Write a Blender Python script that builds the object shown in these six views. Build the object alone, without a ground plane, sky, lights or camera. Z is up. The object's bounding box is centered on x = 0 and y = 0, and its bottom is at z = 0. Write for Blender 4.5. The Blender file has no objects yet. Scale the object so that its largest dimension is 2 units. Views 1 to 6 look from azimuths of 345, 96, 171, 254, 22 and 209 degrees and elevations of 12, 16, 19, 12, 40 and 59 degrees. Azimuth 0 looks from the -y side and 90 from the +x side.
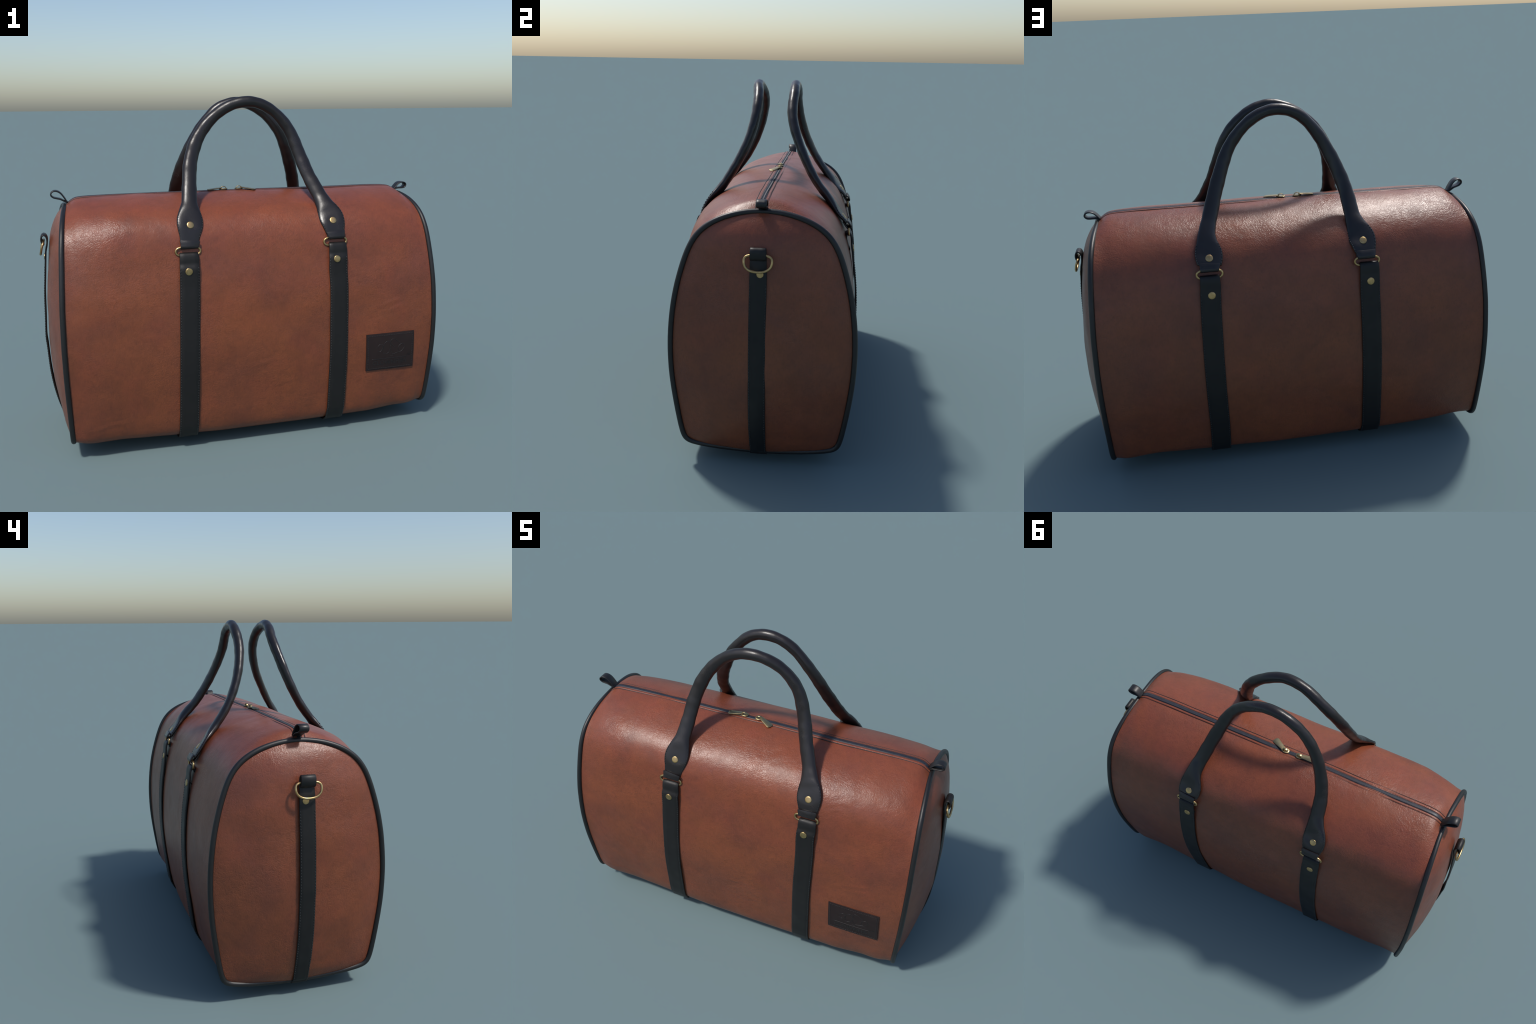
"""A brown leather duffel bag with black handles, straps and piping, built part by part."""
import bpy, bmesh, math, random
import numpy as np
from mathutils import Vector, noise as mnoise

rng = random.Random(7)
COL = bpy.context.scene.collection

# ------------------------------------------------------------------ materials
def new_mat(name):
    m = bpy.data.materials.new(name)
    m.use_nodes = True
    nt = m.node_tree
    for n in list(nt.nodes):
        nt.nodes.remove(n)
    out = nt.nodes.new("ShaderNodeOutputMaterial")
    bs = nt.nodes.new("ShaderNodeBsdfPrincipled")
    nt.links.new(bs.outputs[0], out.inputs[0])
    return m, nt, bs

def N(nt, kind, **kw):
    n = nt.nodes.new(kind)
    for k, v in kw.items():
        if k in n.inputs.keys():
            n.inputs[k].default_value = v
        else:
            setattr(n, k, v)
    return n

def ramp(nt, src, stops):
    r = nt.nodes.new("ShaderNodeValToRGB")
    el = r.color_ramp.elements
    while len(el) < len(stops):
        el.new(0.5)
    for e, (p, c) in zip(el, stops):
        e.position = p
        e.color = (*c, 1) if len(c) == 3 else c
    nt.links.new(src, r.inputs[0])
    return r.outputs[0]

def grey(v):
    return (v, v, v)

def mixrgb(nt, fac, a, b, mode="MIX"):
    m = nt.nodes.new("ShaderNodeMix")
    m.data_type = "RGBA"
    m.blend_type = mode
    for sock, val in ((m.inputs[0], fac), (m.inputs[6], a), (m.inputs[7], b)):
        if hasattr(val, "is_output"):
            nt.links.new(val, sock)
        elif isinstance(val, (int, float)):
            sock.default_value = val
        else:
            sock.default_value = (*val, 1)
    return m.outputs[2]

def math_node(nt, op, a, b=0.0):
    m = nt.nodes.new("ShaderNodeMath")
    m.operation = op
    for sock, val in ((m.inputs[0], a), (m.inputs[1], b)):
        if hasattr(val, "is_output"):
            nt.links.new(val, sock)
        else:
            sock.default_value = val
    return m.outputs[0]

def brown_leather():
    m, nt, bs = new_mat("brown_leather")
    co = N(nt, "ShaderNodeTexCoord").outputs["Object"]
    def noise(scale, detail=4.0, rough=0.55, dist=0.0, vec=None):
        n = N(nt, "ShaderNodeTexNoise", Scale=scale, Detail=detail, Roughness=rough, Distortion=dist)
        nt.links.new(vec or co, n.inputs["Vector"])
        return n.outputs["Fac"]
    big = noise(3.1, 3.0, 0.55, 0.4)
    mid = noise(8.5, 5.0, 0.6, 0.6)
    red = noise(5.3, 4.0, 0.6, 0.2)
    col = ramp(nt, big, [(0.28, (0.152, 0.0452, 0.0246)), (0.50, (0.189, 0.0540, 0.0234)), (0.74, (0.213, 0.0605, 0.0230))])
    dark = ramp(nt, mid, [(0.32, grey(0.76)), (0.56, grey(1.0)), (0.80, grey(1.06))])
    col = mixrgb(nt, 0.50, col, dark, "MULTIPLY")
    col = mixrgb(nt, ramp(nt, red, [(0.48, grey(0.0)), (0.75, grey(0.40))]), col, (0.210, 0.049, 0.026))
    # tint by height: a little darker low down, a little redder towards the top
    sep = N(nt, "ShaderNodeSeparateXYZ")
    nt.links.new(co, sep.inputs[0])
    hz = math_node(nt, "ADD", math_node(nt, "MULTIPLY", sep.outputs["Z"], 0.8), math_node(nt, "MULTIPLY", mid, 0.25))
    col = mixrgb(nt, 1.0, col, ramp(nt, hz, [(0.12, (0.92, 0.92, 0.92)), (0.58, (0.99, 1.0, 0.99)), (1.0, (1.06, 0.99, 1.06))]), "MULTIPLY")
    speck = noise(18, 5.0, 0.7, 0.8)
    col = mixrgb(nt, 0.35, col, ramp(nt, speck, [(0.35, (0.78, 0.80, 0.90)), (0.55, grey(1.0)), (0.75, (1.08, 1.05, 0.95))]), "MULTIPLY")
    mp = N(nt, "ShaderNodeMapping")
    mp.inputs["Scale"].default_value = (1.0, 1.0, 0.22)
    nt.links.new(co, mp.inputs["Vector"])
    fibre = noise(210, 3.0, 0.6, 0.5, mp.outputs[0])
    fine = noise(46, 3.0, 0.6)
    col = mixrgb(nt, 0.40, col, ramp(nt, fibre, [(0.30, (0.70, 0.70, 0.74)), (0.50, grey(1.0)), (0.72, (1.10, 1.08, 1.02))]), "MULTIPLY")
    col = mixrgb(nt, 0.30, col, ramp(nt, fine, [(0.3, grey(0.80)), (0.6, grey(1.05))]), "MULTIPLY")
    colour_before_creases = col
    # leather grain: short creases between small cells, stronger in some areas than in others
    warp = N(nt, "ShaderNodeTexNoise", Scale=22.0, Detail=3.0)
    nt.links.new(co, warp.inputs["Vector"])
    vm = N(nt, "ShaderNodeVectorMath", operation="MULTIPLY_ADD")
    nt.links.new(warp.outputs["Color"], vm.inputs[0])
    vm.inputs[1].default_value = (0.05, 0.05, 0.05)
    nt.links.new(co, vm.inputs[2])
    vor = N(nt, "ShaderNodeTexVoronoi", feature="DISTANCE_TO_EDGE", Scale=82.0)
    nt.links.new(vm.outputs[0], vor.inputs["Vector"])
    cells = ramp(nt, vor.outputs["Distance"], [(0.0, grey(0.0)), (0.16, grey(0.8)), (0.42, grey(1.0))])
    crease = noise(75, 4.0, 0.65, 1.2, vm.outputs[0])
    area = ramp(nt, noise(4.2, 2.0), [(0.36, grey(0.30)), (0.60, grey(1.1))])
    h = math_node(nt, "MULTIPLY", cells, area)
    line = ramp(nt, crease, [(0.34, grey(0.72)), (0.46, grey(1.0)), (0.70, grey(1.05))])
    nt.links.new(mixrgb(nt, math_node(nt, "MULTIPLY", area, 0.55), colour_before_creases, mixrgb(nt, 1.0, colour_before_creases, line, "MULTIPLY")), bs.inputs["Base Color"])
    h = math_node(nt, "ADD", math_node(nt, "MULTIPLY", h, 0.55), math_node(nt, "MULTIPLY", crease, 0.9))
    h = math_node(nt, "ADD", h, math_node(nt, "MULTIPLY", fibre, 0.40))
    b1 = N(nt, "ShaderNodeBump", Strength=0.27, Distance=0.0030)
    nt.links.new(h, b1.inputs["Height"])
    b2 = N(nt, "ShaderNodeBump", Strength=0.16, Distance=0.02)
    nt.links.new(noise(9, 3.0), b2.inputs["Height"])
    nt.links.new(b2.outputs[0], b1.inputs["Normal"])
    nt.links.new(b1.outputs[0], bs.inputs["Normal"])
    nt.links.new(ramp(nt, mid, [(0.3, grey(0.42)), (0.7, grey(0.34))]), bs.inputs["Roughness"])
    bs.inputs["Specular IOR Level"].default_value = 0.46
    return m

def black_leather(name, base, rough, grain=1.0, spec=0.5):
    m, nt, bs = new_mat(name)
    bs.inputs["Specular IOR Level"].default_value = spec
    co = N(nt, "ShaderNodeTexCoord").outputs["Object"]
    n1 = N(nt, "ShaderNodeTexNoise", Scale=9.0, Detail=5.0, Roughness=0.6)
    n2 = N(nt, "ShaderNodeTexNoise", Scale=120.0, Detail=4.0, Roughness=0.65, Distortion=0.8)
    n3 = N(nt, "ShaderNodeTexNoise", Scale=14.0, Detail=2.0)
    for n in (n1, n2, n3):
        nt.links.new(co, n.inputs["Vector"])
    b = np.array(base)
    col = ramp(nt, n1.outputs["Fac"], [(0.3, tuple(b * 0.75)), (0.6, tuple(b)), (0.8, tuple(b * 1.5))])
    nt.links.new(col, bs.inputs["Base Color"])
    h = math_node(nt, "ADD", math_node(nt, "MULTIPLY", n2.outputs["Fac"], 0.4), math_node(nt, "MULTIPLY", n3.outputs["Fac"], 1.4))
    bp = N(nt, "ShaderNodeBump", Strength=0.18 * grain, Distance=0.004)
    nt.links.new(h, bp.inputs["Height"])
    nt.links.new(bp.outputs[0], bs.inputs["Normal"])
    nt.links.new(ramp(nt, n1.outputs["Fac"], [(0.3, grey(rough + 0.08)), (0.7, grey(rough - 0.06))]), bs.inputs["Roughness"])
    return m

def brass(name, a, b, rough):
    m, nt, bs = new_mat(name)
    co = N(nt, "ShaderNodeTexCoord").outputs["Object"]
    n1 = N(nt, "ShaderNodeTexNoise", Scale=60.0, Detail=4.0)
    nt.links.new(co, n1.inputs["Vector"])
    nt.links.new(ramp(nt, n1.outputs["Fac"], [(0.3, a), (0.65, b)]), bs.inputs["Base Color"])
    nt.links.new(ramp(nt, n1.outputs["Fac"], [(0.3, grey(rough + .06)), (0.7, grey(rough - .06))]), bs.inputs["Roughness"])
    bs.inputs["Metallic"].default_value = 1.0
    return m

def plain(name, c, rough, spec=0.5):
    m, nt, bs = new_mat(name)
    co = N(nt, "ShaderNodeTexCoord").outputs["Object"]
    n1 = N(nt, "ShaderNodeTexNoise", Scale=40.0, Detail=3.0)
    nt.links.new(co, n1.inputs["Vector"])
    b = np.array(c)
    nt.links.new(ramp(nt, n1.outputs["Fac"], [(0.3, tuple(b * 0.8)), (0.7, tuple(b * 1.2))]), bs.inputs["Base Color"])
    bs.inputs["Roughness"].default_value = rough
    bs.inputs["Specular IOR Level"].default_value = spec
    return m

M_BROWN = brown_leather()
M_HANDLE = black_leather("black_handle_leather", (0.0145, 0.0115, 0.0118), 0.31, 1.5)
M_STRAP = black_leather("black_strap_leather", (0.0100, 0.0088, 0.0086), 0.50, 0.6, 0.38)
M_PIPE = black_leather("black_piping_leather", (0.0105, 0.0095, 0.0098), 0.42, 0.5)
M_BRASS = brass("aged_brass", (0.41, 0.275, 0.120), (0.58, 0.395, 0.185), 0.34)
M_ZIPBRASS = brass("dull_brass", (0.30, 0.235, 0.125), (0.42, 0.335, 0.185), 0.40)
M_THREAD = plain("black_thread", (0.017, 0.0185, 0.0195), 0.42)
M_TAPE = plain("navy_zip_tape", (0.017, 0.018, 0.026), 0.45)
M_TEETH = plain("zip_coil", (0.016, 0.017, 0.024), 0.44)
M_BEAD = plain("zip_glint_bead", (0.10, 0.10, 0.115), 0.26)
M_SEAM = plain("dark_seam", (0.018, 0.008, 0.007), 0.6)
M_PATCH = black_leather("dark_brown_patch_leather", (0.0215, 0.0120, 0.0112), 0.55, 0.5, 0.30)
M_PATCHEDGE = plain("patch_edge", (0.015, 0.014, 0.015), 0.5)
M_EMBOSS = plain("embossed_leather", (0.012, 0.009, 0.009), 0.45)

# ------------------------------------------------------------------ helpers
ROOT = bpy.data.objects.new("duffel_bag", None)
COL.objects.link(ROOT)
ROOT["label"] = "brown leather duffel bag with black straps and handles"
ROOT["category"] = "travel bag"

def add(name, verts, faces, mat, parent=None, smooth=True, angle=None, kind=None, recalc=True):
    me = bpy.data.meshes.new(name)
    me.from_pydata([tuple(map(float, v)) for v in verts], [], [tuple(map(int, f)) for f in faces])
    me.materials.append(mat)
    me.validate()
    if recalc:
        bm = bmesh.new()
        bm.from_mesh(me)
        bmesh.ops.recalc_face_normals(bm, faces=bm.faces)
        bm.to_mesh(me)
        bm.free()
    if smooth:
        me.polygons.foreach_set("use_smooth", [True] * len(me.polygons))
        if angle:
            me.set_sharp_from_angle(angle=math.radians(angle))
    o = bpy.data.objects.new(name, me)
    COL.objects.link(o)
    o.parent = parent or ROOT
    if kind:
        o["kind"] = kind
    return o

def unit(v):
    v = np.asarray(v, float)
    return v / np.maximum(np.linalg.norm(v, axis=-1, keepdims=True), 1e-12)

def spline(P, n=16, closed=False):
    """Catmull-Rom through control points."""
    P = np.asarray(P, float)
    if closed:
        Q = np.vstack([P[-1], P, P[0], P[1]])
    else:
        Q = np.vstack([2 * P[0] - P[1], P, 2 * P[-1] - P[-2]])
    t = np.linspace(0, 1, n, endpoint=False)[:, None]
    out = []
    for i in range(1, len(Q) - 2):
        p0, p1, p2, p3 = Q[i - 1:i + 3]
        out.append(0.5 * (2 * p1 + (p2 - p0) * t + (2 * p0 - 5 * p1 + 4 * p2 - p3) * t ** 2 + (3 * p1 - p0 - 3 * p2 + p3) * t ** 3))
    if not closed:
        out.append(P[-1:])
    return np.vstack(out)

def even_spline(P, n=24):
    """Centripetal spline for control points that are unevenly spaced."""
    P = np.asarray(P, float)
    Q = np.vstack([2 * P[0] - P[1], P, 2 * P[-1] - P[-2]])
    k = np.concatenate([[0], np.cumsum(np.linalg.norm(np.diff(Q, axis=0), axis=1) ** .6)])
    out = []
    for i in range(1, len(Q) - 2):
        t0, t1, t2, t3 = k[i - 1:i + 3]
        p0, p1, p2, p3 = Q[i - 1:i + 3]
        t = np.linspace(t1, t2, n, endpoint=False)[:, None]
        a1 = p0 * (t1 - t) / (t1 - t0) + p1 * (t - t0) / (t1 - t0)
        a2 = p1 * (t2 - t) / (t2 - t1) + p2 * (t - t1) / (t2 - t1)
        a3 = p2 * (t3 - t) / (t3 - t2) + p3 * (t - t2) / (t3 - t2)
        b1 = a1 * (t2 - t) / (t2 - t0) + a2 * (t - t0) / (t2 - t0)
        b2 = a2 * (t3 - t) / (t3 - t1) + a3 * (t - t1) / (t3 - t1)
        out.append(b1 * (t2 - t) / (t2 - t1) + b2 * (t - t1) / (t2 - t1))
    return np.vstack(out + [P[-1:]])

def relax(P, times):
    P = P.copy()
    for _ in range(times):
        P[1:-1] = (P[:-2] + 2 * P[1:-1] + P[2:]) / 4
    return P

def arclen(P):
    return np.concatenate([[0], np.cumsum(np.linalg.norm(np.diff(P, axis=0), axis=1))])

def resample(P, n, closed=False):
    if closed:
        P = np.vstack([P, P[:1]])
    s = arclen(P)
    t = np.linspace(0, s[-1], n + 1)[:-1] if closed else np.linspace(0, s[-1], n)
    return np.stack([np.interp(t, s, P[:, k]) for k in range(P.shape[1])], 1)

def tangents(P, closed=False):
    if closed:
        return unit(np.roll(P, -1, 0) - np.roll(P, 1, 0))
    return unit(np.gradient(P, axis=0))

def sweep(path, sections, closed=False, caps=True):
    """path: n frames of points already placed: sections is (n, m, 3)."""
    n, m = sections.shape[:2]
    V = sections.reshape(-1, 3)
    F = []
    for i in range(n if closed else n - 1):
        j = (i + 1) % n
        for k in range(m):
            l = (k + 1) % m
            F.append((i * m + k, i * m + l, j * m + l, j * m + k))
    V = list(V)
    if caps and not closed:
        V += [sections[0].mean(0), sections[-1].mean(0)]
        a, b = n * m, n * m + 1
        for k in range(m):
            l = (k + 1) % m
            F.append((a, l, k))
            F.append((b, (n - 1) * m + k, (n - 1) * m + l))
    return V, F

def tube(path, r, m=14, closed=False, ref=(0, 0, 1)):
    path = np.asarray(path, float)
    T = tangents(path, closed)
    A = unit(np.cross(T, np.asarray(ref, float)))
    B = np.cross(T, A)
    a = np.linspace(0, 2 * math.pi, m, endpoint=False)
    r = np.broadcast_to(np.asarray(r, float), (len(path),))
    S = path[:, None] + r[:, None, None] * (np.cos(a)[None, :, None] * A[:, None] + np.sin(a)[None, :, None] * B[:, None])
    return sweep(path, S, closed)

def ribbon(path, wdir, width, thick, bevel=0.3):
    """Flat leather strip with rounded edges. wdir: direction across the strip for every path point."""
    path = np.asarray(path, float)
    n = len(path)
    T = tangents(path)
    W = np.broadcast_to(np.asarray(wdir, float), (n, 3))
    W = unit(W - (W * T).sum(1)[:, None] * T)
    Nn = np.cross(T, W)
    w = np.broadcast_to(np.asarray(width, float), (n,)) / 2
    t = np.broadcast_to(np.asarray(thick, float), (n,)) / 2
    prof = [(-1, -1, 1, 0), (-1, -1, 0, 1), (-1, 1, 0, -1), (-1, 1, 1, 0), (-.45, 1, 0, 0), (0, 1, 0, 0), (.45, 1, 0, 0), (1, 1, -1, 0), (1, 1, 0, -1), (1, -1, 0, 1), (1, -1, -1, 0), (0, -1, 0, 0)]
    S = np.zeros((n, len(prof), 3))
    for k, (a, b, da, db) in enumerate(prof):
        x = a * w + da * t * bevel * 2.2
        y = b * t + db * t * bevel * 2
        S[:, k] = path + x[:, None] * W + y[:, None] * Nn
    # rounded ends
    ends = []
    for i, sgn in ((0, -1), (n - 1, 1)):
        c = path[i]
        ends.append(c + (S[i] - c) * 0.9 + T[i] * sgn * t[i] * 0.6)
    S = np.concatenate([ends[0][None], S, ends[1][None]])
    return sweep(path, S)

def disc(center, normal, r, h, m=28, dome=0.10):
    """Rivet head: a short cylinder with a rounded rim and a slightly domed top."""
    nrm = unit(normal)
    a = unit(np.cross(nrm, (0.3, 0.2, 0.9)))
    b = np.cross(nrm, a)
    rings = [(1.0, -h), (1.0, h * .35), (.95, h * .75), (.86, h * .95), (.55, h * (1 + dome * .5)), (.22, h * (1 + dome))]
    th = np.linspace(0, 2 * math.pi, m, endpoint=False)
    V, F = [], []
    for q, z in rings:
        for t in th:
            V.append(np.asarray(center) + nrm * z + r * q * (a * math.cos(t) + b * math.sin(t)))
    for i in range(len(rings) - 1):
        for k in range(m):
            l = (k + 1) % m
            F.append((i * m + k, i * m + l, (i + 1) * m + l, (i + 1) * m + k))
    F.append(tuple((len(rings) - 1) * m + k for k in range(m)))
    F.append(tuple(reversed(range(m))))
    return V, F

def join(parts):
    V, F = [], []
    for v, f in parts:
        o = len(V)
        V += list(v)
        F += [tuple(i + o for i in q) for q in f]
    return V, F

def capsule(p, q, r, m=6):
    p, q = np.asarray(p, float), np.asarray(q, float)
    d = q - p
    P = np.array([p, p + d * .12, p + d * .5, p + d * .88, q])
    ref = (0, 0, 1) if abs(unit(d)[2]) < .8 else (1, 0, 0)
    return tube(P, [r * .25, r * .85, r, r * .85, r * .25], m, ref=ref)

def smooth01(t):
    t = np.clip(t, 0, 1)
    return t * t * (3 - 2 * t)

def softinterp(x, xs, ys, h=0.018):
    """Monotone-looking interpolation: averaged linear interpolation."""
    x = np.asarray(x, float)
    return sum(np.interp(x + k * h, xs, ys) for k in (-2, -1, 0, 1, 2)) / 5

# ------------------------------------------------------------------ overall form
PIPE_R = 0.0112
# half outline of the end (y, z), outside of the piping, from the top middle round to the bottom middle
OUTLINE = np.array([(0, 1.178), (.06, 1.174), (.12, 1.164), (.18, 1.147), (.235, 1.121), (.275, 1.094), (.304, 1.062), (.322, 1.025),
                    (.338, .985), (.361, .91), (.384, .825), (.401, .72), (.411, .61), (.412, .50), (.406, .40), (.396, .32),
                    (.379, .205), (.362, .125), (.345, .094), (.312, .079), (.24, .067), (.12, .057), (0, .053)])
_h = spline(OUTLINE, 30)
_full = np.vstack([_h, (_h[::-1] * [-1, 1])[1:-1]])          # closed, clockwise from the top towards +y
_full = resample(_full, 720, True)
def _round(A, sigma):
    r = int(sigma * 3)
    k = np.exp(-.5 * (np.arange(-r, r + 1) / sigma) ** 2)
    k /= k.sum()
    return sum(w * np.roll(A, q, 0) for w, q in zip(k, range(-r, r + 1)))
_soft = _round(_full, 12)
_firm = _round(_full, 2.5)
_wt = np.clip((_full[:, 1:] - .18) / .12, 0, 1)                # keep the lower corners crisp
_full = resample(_soft * _wt + _firm * (1 - _wt), 720, True)
_T = tangents(_full, True)
_Nn = np.stack([-_T[:, 1], _T[:, 0]], 1)                       # outward: top -> up
if _Nn[0, 1] < 0:
    _Nn = -_Nn
NC = 720
CTR = _full - _Nn * PIPE_R                                      # piping centre line, section of the wall at the ends
CNR = unit(sum(np.roll(_Nn, k, 0) for k in range(-14, 15)))
def edge_x(z):
    return np.interp(z, [0.04, .12, .3, .42, .57, .74, .87, 1.0, 1.08, 1.12, 1.145, 1.17], [.890, .897, .904, .908, .910, .908, .902, .895, .888, .882, .876, .865])

def idx_of(side, z=None, y=None, lower=False):
    """Index on the section: side +1 / -1 (y sign), at height z on the flank, or at |y| on the top or bottom."""
    half = np.arange(NC // 2 + 1) if side > 0 else (-np.arange(NC // 2 + 1)) % NC
    if z is not None:
        sel = half[(np.abs(CTR[half, 0]) > .28)]
        return int(sel[np.abs(CTR[sel, 1] - z).argmin()])
    sel = half[(CTR[half, 1] < .3) if lower else (CTR[half, 1] > .9)]
    return int(sel[np.abs(np.abs(CTR[sel, 0]) - y).argmin()])

# how far the stuffed wall stands out beyond the piping outline: knots round the section, each a profile along x
XK = np.array([-.90, -.88, -.86, -.84, -.80, -.74, -.68, -.58, -.45, -.3, -.1, .1, .3, .45, .58, .68, .74, .80, .84, .86, .88, .90])
def prof(*v, near=.35):
    v = list(v)
    return np.array([v[0], v[0] + (v[1] - v[0]) * near] + v[1:-1] + [v[-1] + (v[-2] - v[-1]) * near, v[-1]])
TOP = prof(.0, .038, .043, .0445, .0445, .045, .045, .0455, .046, .046, .0455, .0435, .043, .044, .0455, .0455, .0445, .043, .038, .0, near=.62)
SHF = prof(.0, .003, .010, .020, .033, .042, .044, .043, .042, .040, .040, .041, .043, .043, .036, .030, .021, .011, .005, .0)   # front shoulder
UPF = prof(.0, .001, .004, .008, .013, .016, .018, .019, .020, .020, .020, .020, .019, .018, .016, .013, .008, .004, .001, .0)
MIF = prof(.0, .000, .001, .002, .003, .004, .004, .004, .004, .004, .004, .004, .004, .004, .004, .003, .002, .001, .000, .0)
LOF = prof(.0, .003, .005, .008, .010, .012, .012, .012, .012, .012, .012, .012, .012, .012, .012, .010, .008, .005, .003, .0)
COF = prof(.004, .0148, .019, .0225, .018, .0142, .020, .026, .0285, .032, .033, .031, .0315, .031, .020, .015, .019, .015, .006, .0)  # front bottom edge
BQ = prof(.0, .006, .010, .016, .022, .027, .034, .040, .043, .046, .046, .043, .040, .034, .027, .022, .016, .010, .006, .0)
BC = 1.07 * prof(.0, .006, .012, .020, .029, .037, .045, .051, .054, .055, .055, .054, .051, .045, .035, .028, .020, .012, .006, .0)
COB = prof(-.006, -.007, -.008, -.008, -.002, .003, .008, .008, .010, .014, .016, .009, .007, .002, -.003, .000, .008, .012, .008, .0)  # back bottom edge
LOB = prof(.0, .001, .002, .003, .004, .004, .004, .004, .005, .005, .005, .005, .004, .004, .004, .004, .003, .002, .001, .0)
MIB = prof(.0, .000, .001, .001, .002, .003, .003, .003, .003, .003, .003, .003, .003, .003, .003, .002, .001, .001, .000, .0)
UPB = prof(.0, -.001, .001, .003, .006, .008, .010, .012, .012, .012, .012, .012, .012, .010, .008, .006, .003, .001, -.001, .0)
SHB = prof(.0, -.001, .001, .005, .009, .012, .015, .017, .018, .019, .019, .016, .012, .011, .009, .006, .002, -.004, -.006, .0)
TQ = prof(.0, .019, .026, .033, .037, .039, .041, .042, .042, .042, .042, .042, .041, .040, .039, .037, .033, .026, .019, .0, near=.5)
TQB = TQ * .68
KNOTS = [(0, TOP), (idx_of(1, y=.15), TQB), (idx_of(1, y=.25), SHB + (SHB > .004) * .001), (idx_of(1, z=1.06), SHB), (idx_of(1, z=.90), UPB), (idx_of(1, z=.62), MIB), (idx_of(1, z=.31), LOB),
         (idx_of(1, z=.098), COB), (idx_of(1, y=.2, lower=True), BQ), (idx_of(1, y=0, lower=True), BC), (idx_of(-1, y=.2, lower=True), BQ),
         (idx_of(-1, z=.098), COF), (idx_of(-1, z=.31), LOF), (idx_of(-1, z=.62), MIF), (idx_of(-1, z=.92), UPF), (idx_of(-1, z=1.075), SHF), (idx_of(-1, y=.16), TQ)]
SHF = SHF * 1.34
UPF = UPF * 1.15
TOP = TOP + .0045 * (TOP > .03)
KNOTS[0], KNOTS[-2], KNOTS[-3] = (0, TOP), (idx_of(-1, z=1.075), SHF), (idx_of(-1, z=.92), UPF)
_ki = np.array([k for k, _ in KNOTS] + [NC])
_kv = np.array([v for _, v in KNOTS] + [TOP])

def blur_round(A, sigma):
    """Gaussian blur round the closed section (first axis)."""
    r = int(sigma * 3)
    k = np.exp(-.5 * (np.arange(-r, r + 1) / sigma) ** 2)
    k /= k.sum()
    return sum(w * np.roll(A, q, 0) for w, q in zip(k, range(-r, r + 1)))

_XT = np.linspace(-.92, .92, 369)
_cols = np.array([np.interp(_XT, XK, v) for v in _kv])
_kx = np.exp(-.5 * (np.arange(-6, 7) / 2.0) ** 2)
_kx /= _kx.sum()
_cols = np.array([np.convolve(np.pad(c, 6, mode="edge"), _kx, "valid") for c in _cols])
_ii = np.arange(NC)
_T2 = np.array([np.interp(_ii, _ki, _cols[:, j]) for j in range(len(_XT))]).T
OFFS = blur_round(_T2, 13)

def offset(i, x):
    """Stand-out of the wall at section index i (float) and length x."""
    i, x = np.broadcast_arrays(np.asarray(i, float) % NC, np.asarray(x, float))
    ez = edge_x(np.interp(i, np.arange(NC + 1), np.append(CTR[:, 1], CTR[0, 1])))
    x = np.sign(x) * np.maximum(.90 - (ez - np.abs(x)), 0)      # distance from the seam is what counts
    a = np.floor(i).astype(int) % NC
    b = (a + 1) % NC
    f = i - np.floor(i)
    q = np.clip((x + .92) / (_XT[1] - _XT[0]), 0, len(_XT) - 1.001)
    c = q.astype(int)
    g = q - c
    return (OFFS[a, c] * (1 - g) + OFFS[a, c + 1] * g) * (1 - f) + (OFFS[b, c] * (1 - g) + OFFS[b, c + 1] * g) * f

def section(i):
    i = np.asarray(i, float) % NC
    a = np.floor(i).astype(int) % NC
    b = (a + 1) % NC
    f = (i - np.floor(i))[..., None]
    return CTR[a] * (1 - f) + CTR[b] * f, unit(CNR[a] * (1 - f) + CNR[b] * f)

# short horizontal folds where the leather is pulled: (x, height, length, strength), front side negative y
FOLDS = [(.505, 1.085, .060, .0016), (.500, 1.055, .050, .0013), (.16, 1.165, .07, .0012), (.10, 1.135, .06, .0010), (-.70, 1.06, .05, .0011),
         (-.66, .78, .05, .0010), (.02, .42, .09, .0012), (.10, .30, .08, .0011), (.66, .66, .07, .0013), (.69, .63, .05, .0012), (-.75, .17, .09, .0016)]
def pucker(P):
    d = 0.0
    if P[1] < -.02:
        for fx, fz, fl, fs in FOLDS:
            a = (P[0] - fx) / fl
            b = (P[2] - fz - .012 * math.sin(a * 2.0)) / .011
            if abs(a) < 2.5 and abs(b) < 4:
                d += fs * math.exp(-a * a - b * b * .5) * math.cos(b * 2.0)
    return d

def wrinkle(P):
    return mnoise.noise(Vector((P[0] * 3.2, P[1] * 4.0, P[2] * 4.2)) + Vector((3.1, 7.7, 1.3))) * .0030 + mnoise.noise(Vector((P[0] * 9, P[1] * 11, P[2] * 11))) * .0011 + pucker(P)

def wall(i, x, d=0.0):
    """Point on the outside of the bag wall at section index i and length x, d further out."""
    i, x = np.broadcast_arrays(np.asarray(i, float), np.asarray(x, float))
    c, n = section(i)
    q = c + n * (offset(i, x) + d)[..., None]
    return np.concatenate([x[..., None], q], -1)

def wall_normal(i):
    _, n = section(i)
    return np.concatenate([np.zeros(n.shape[:-1] + (1,)), n], -1)

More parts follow.
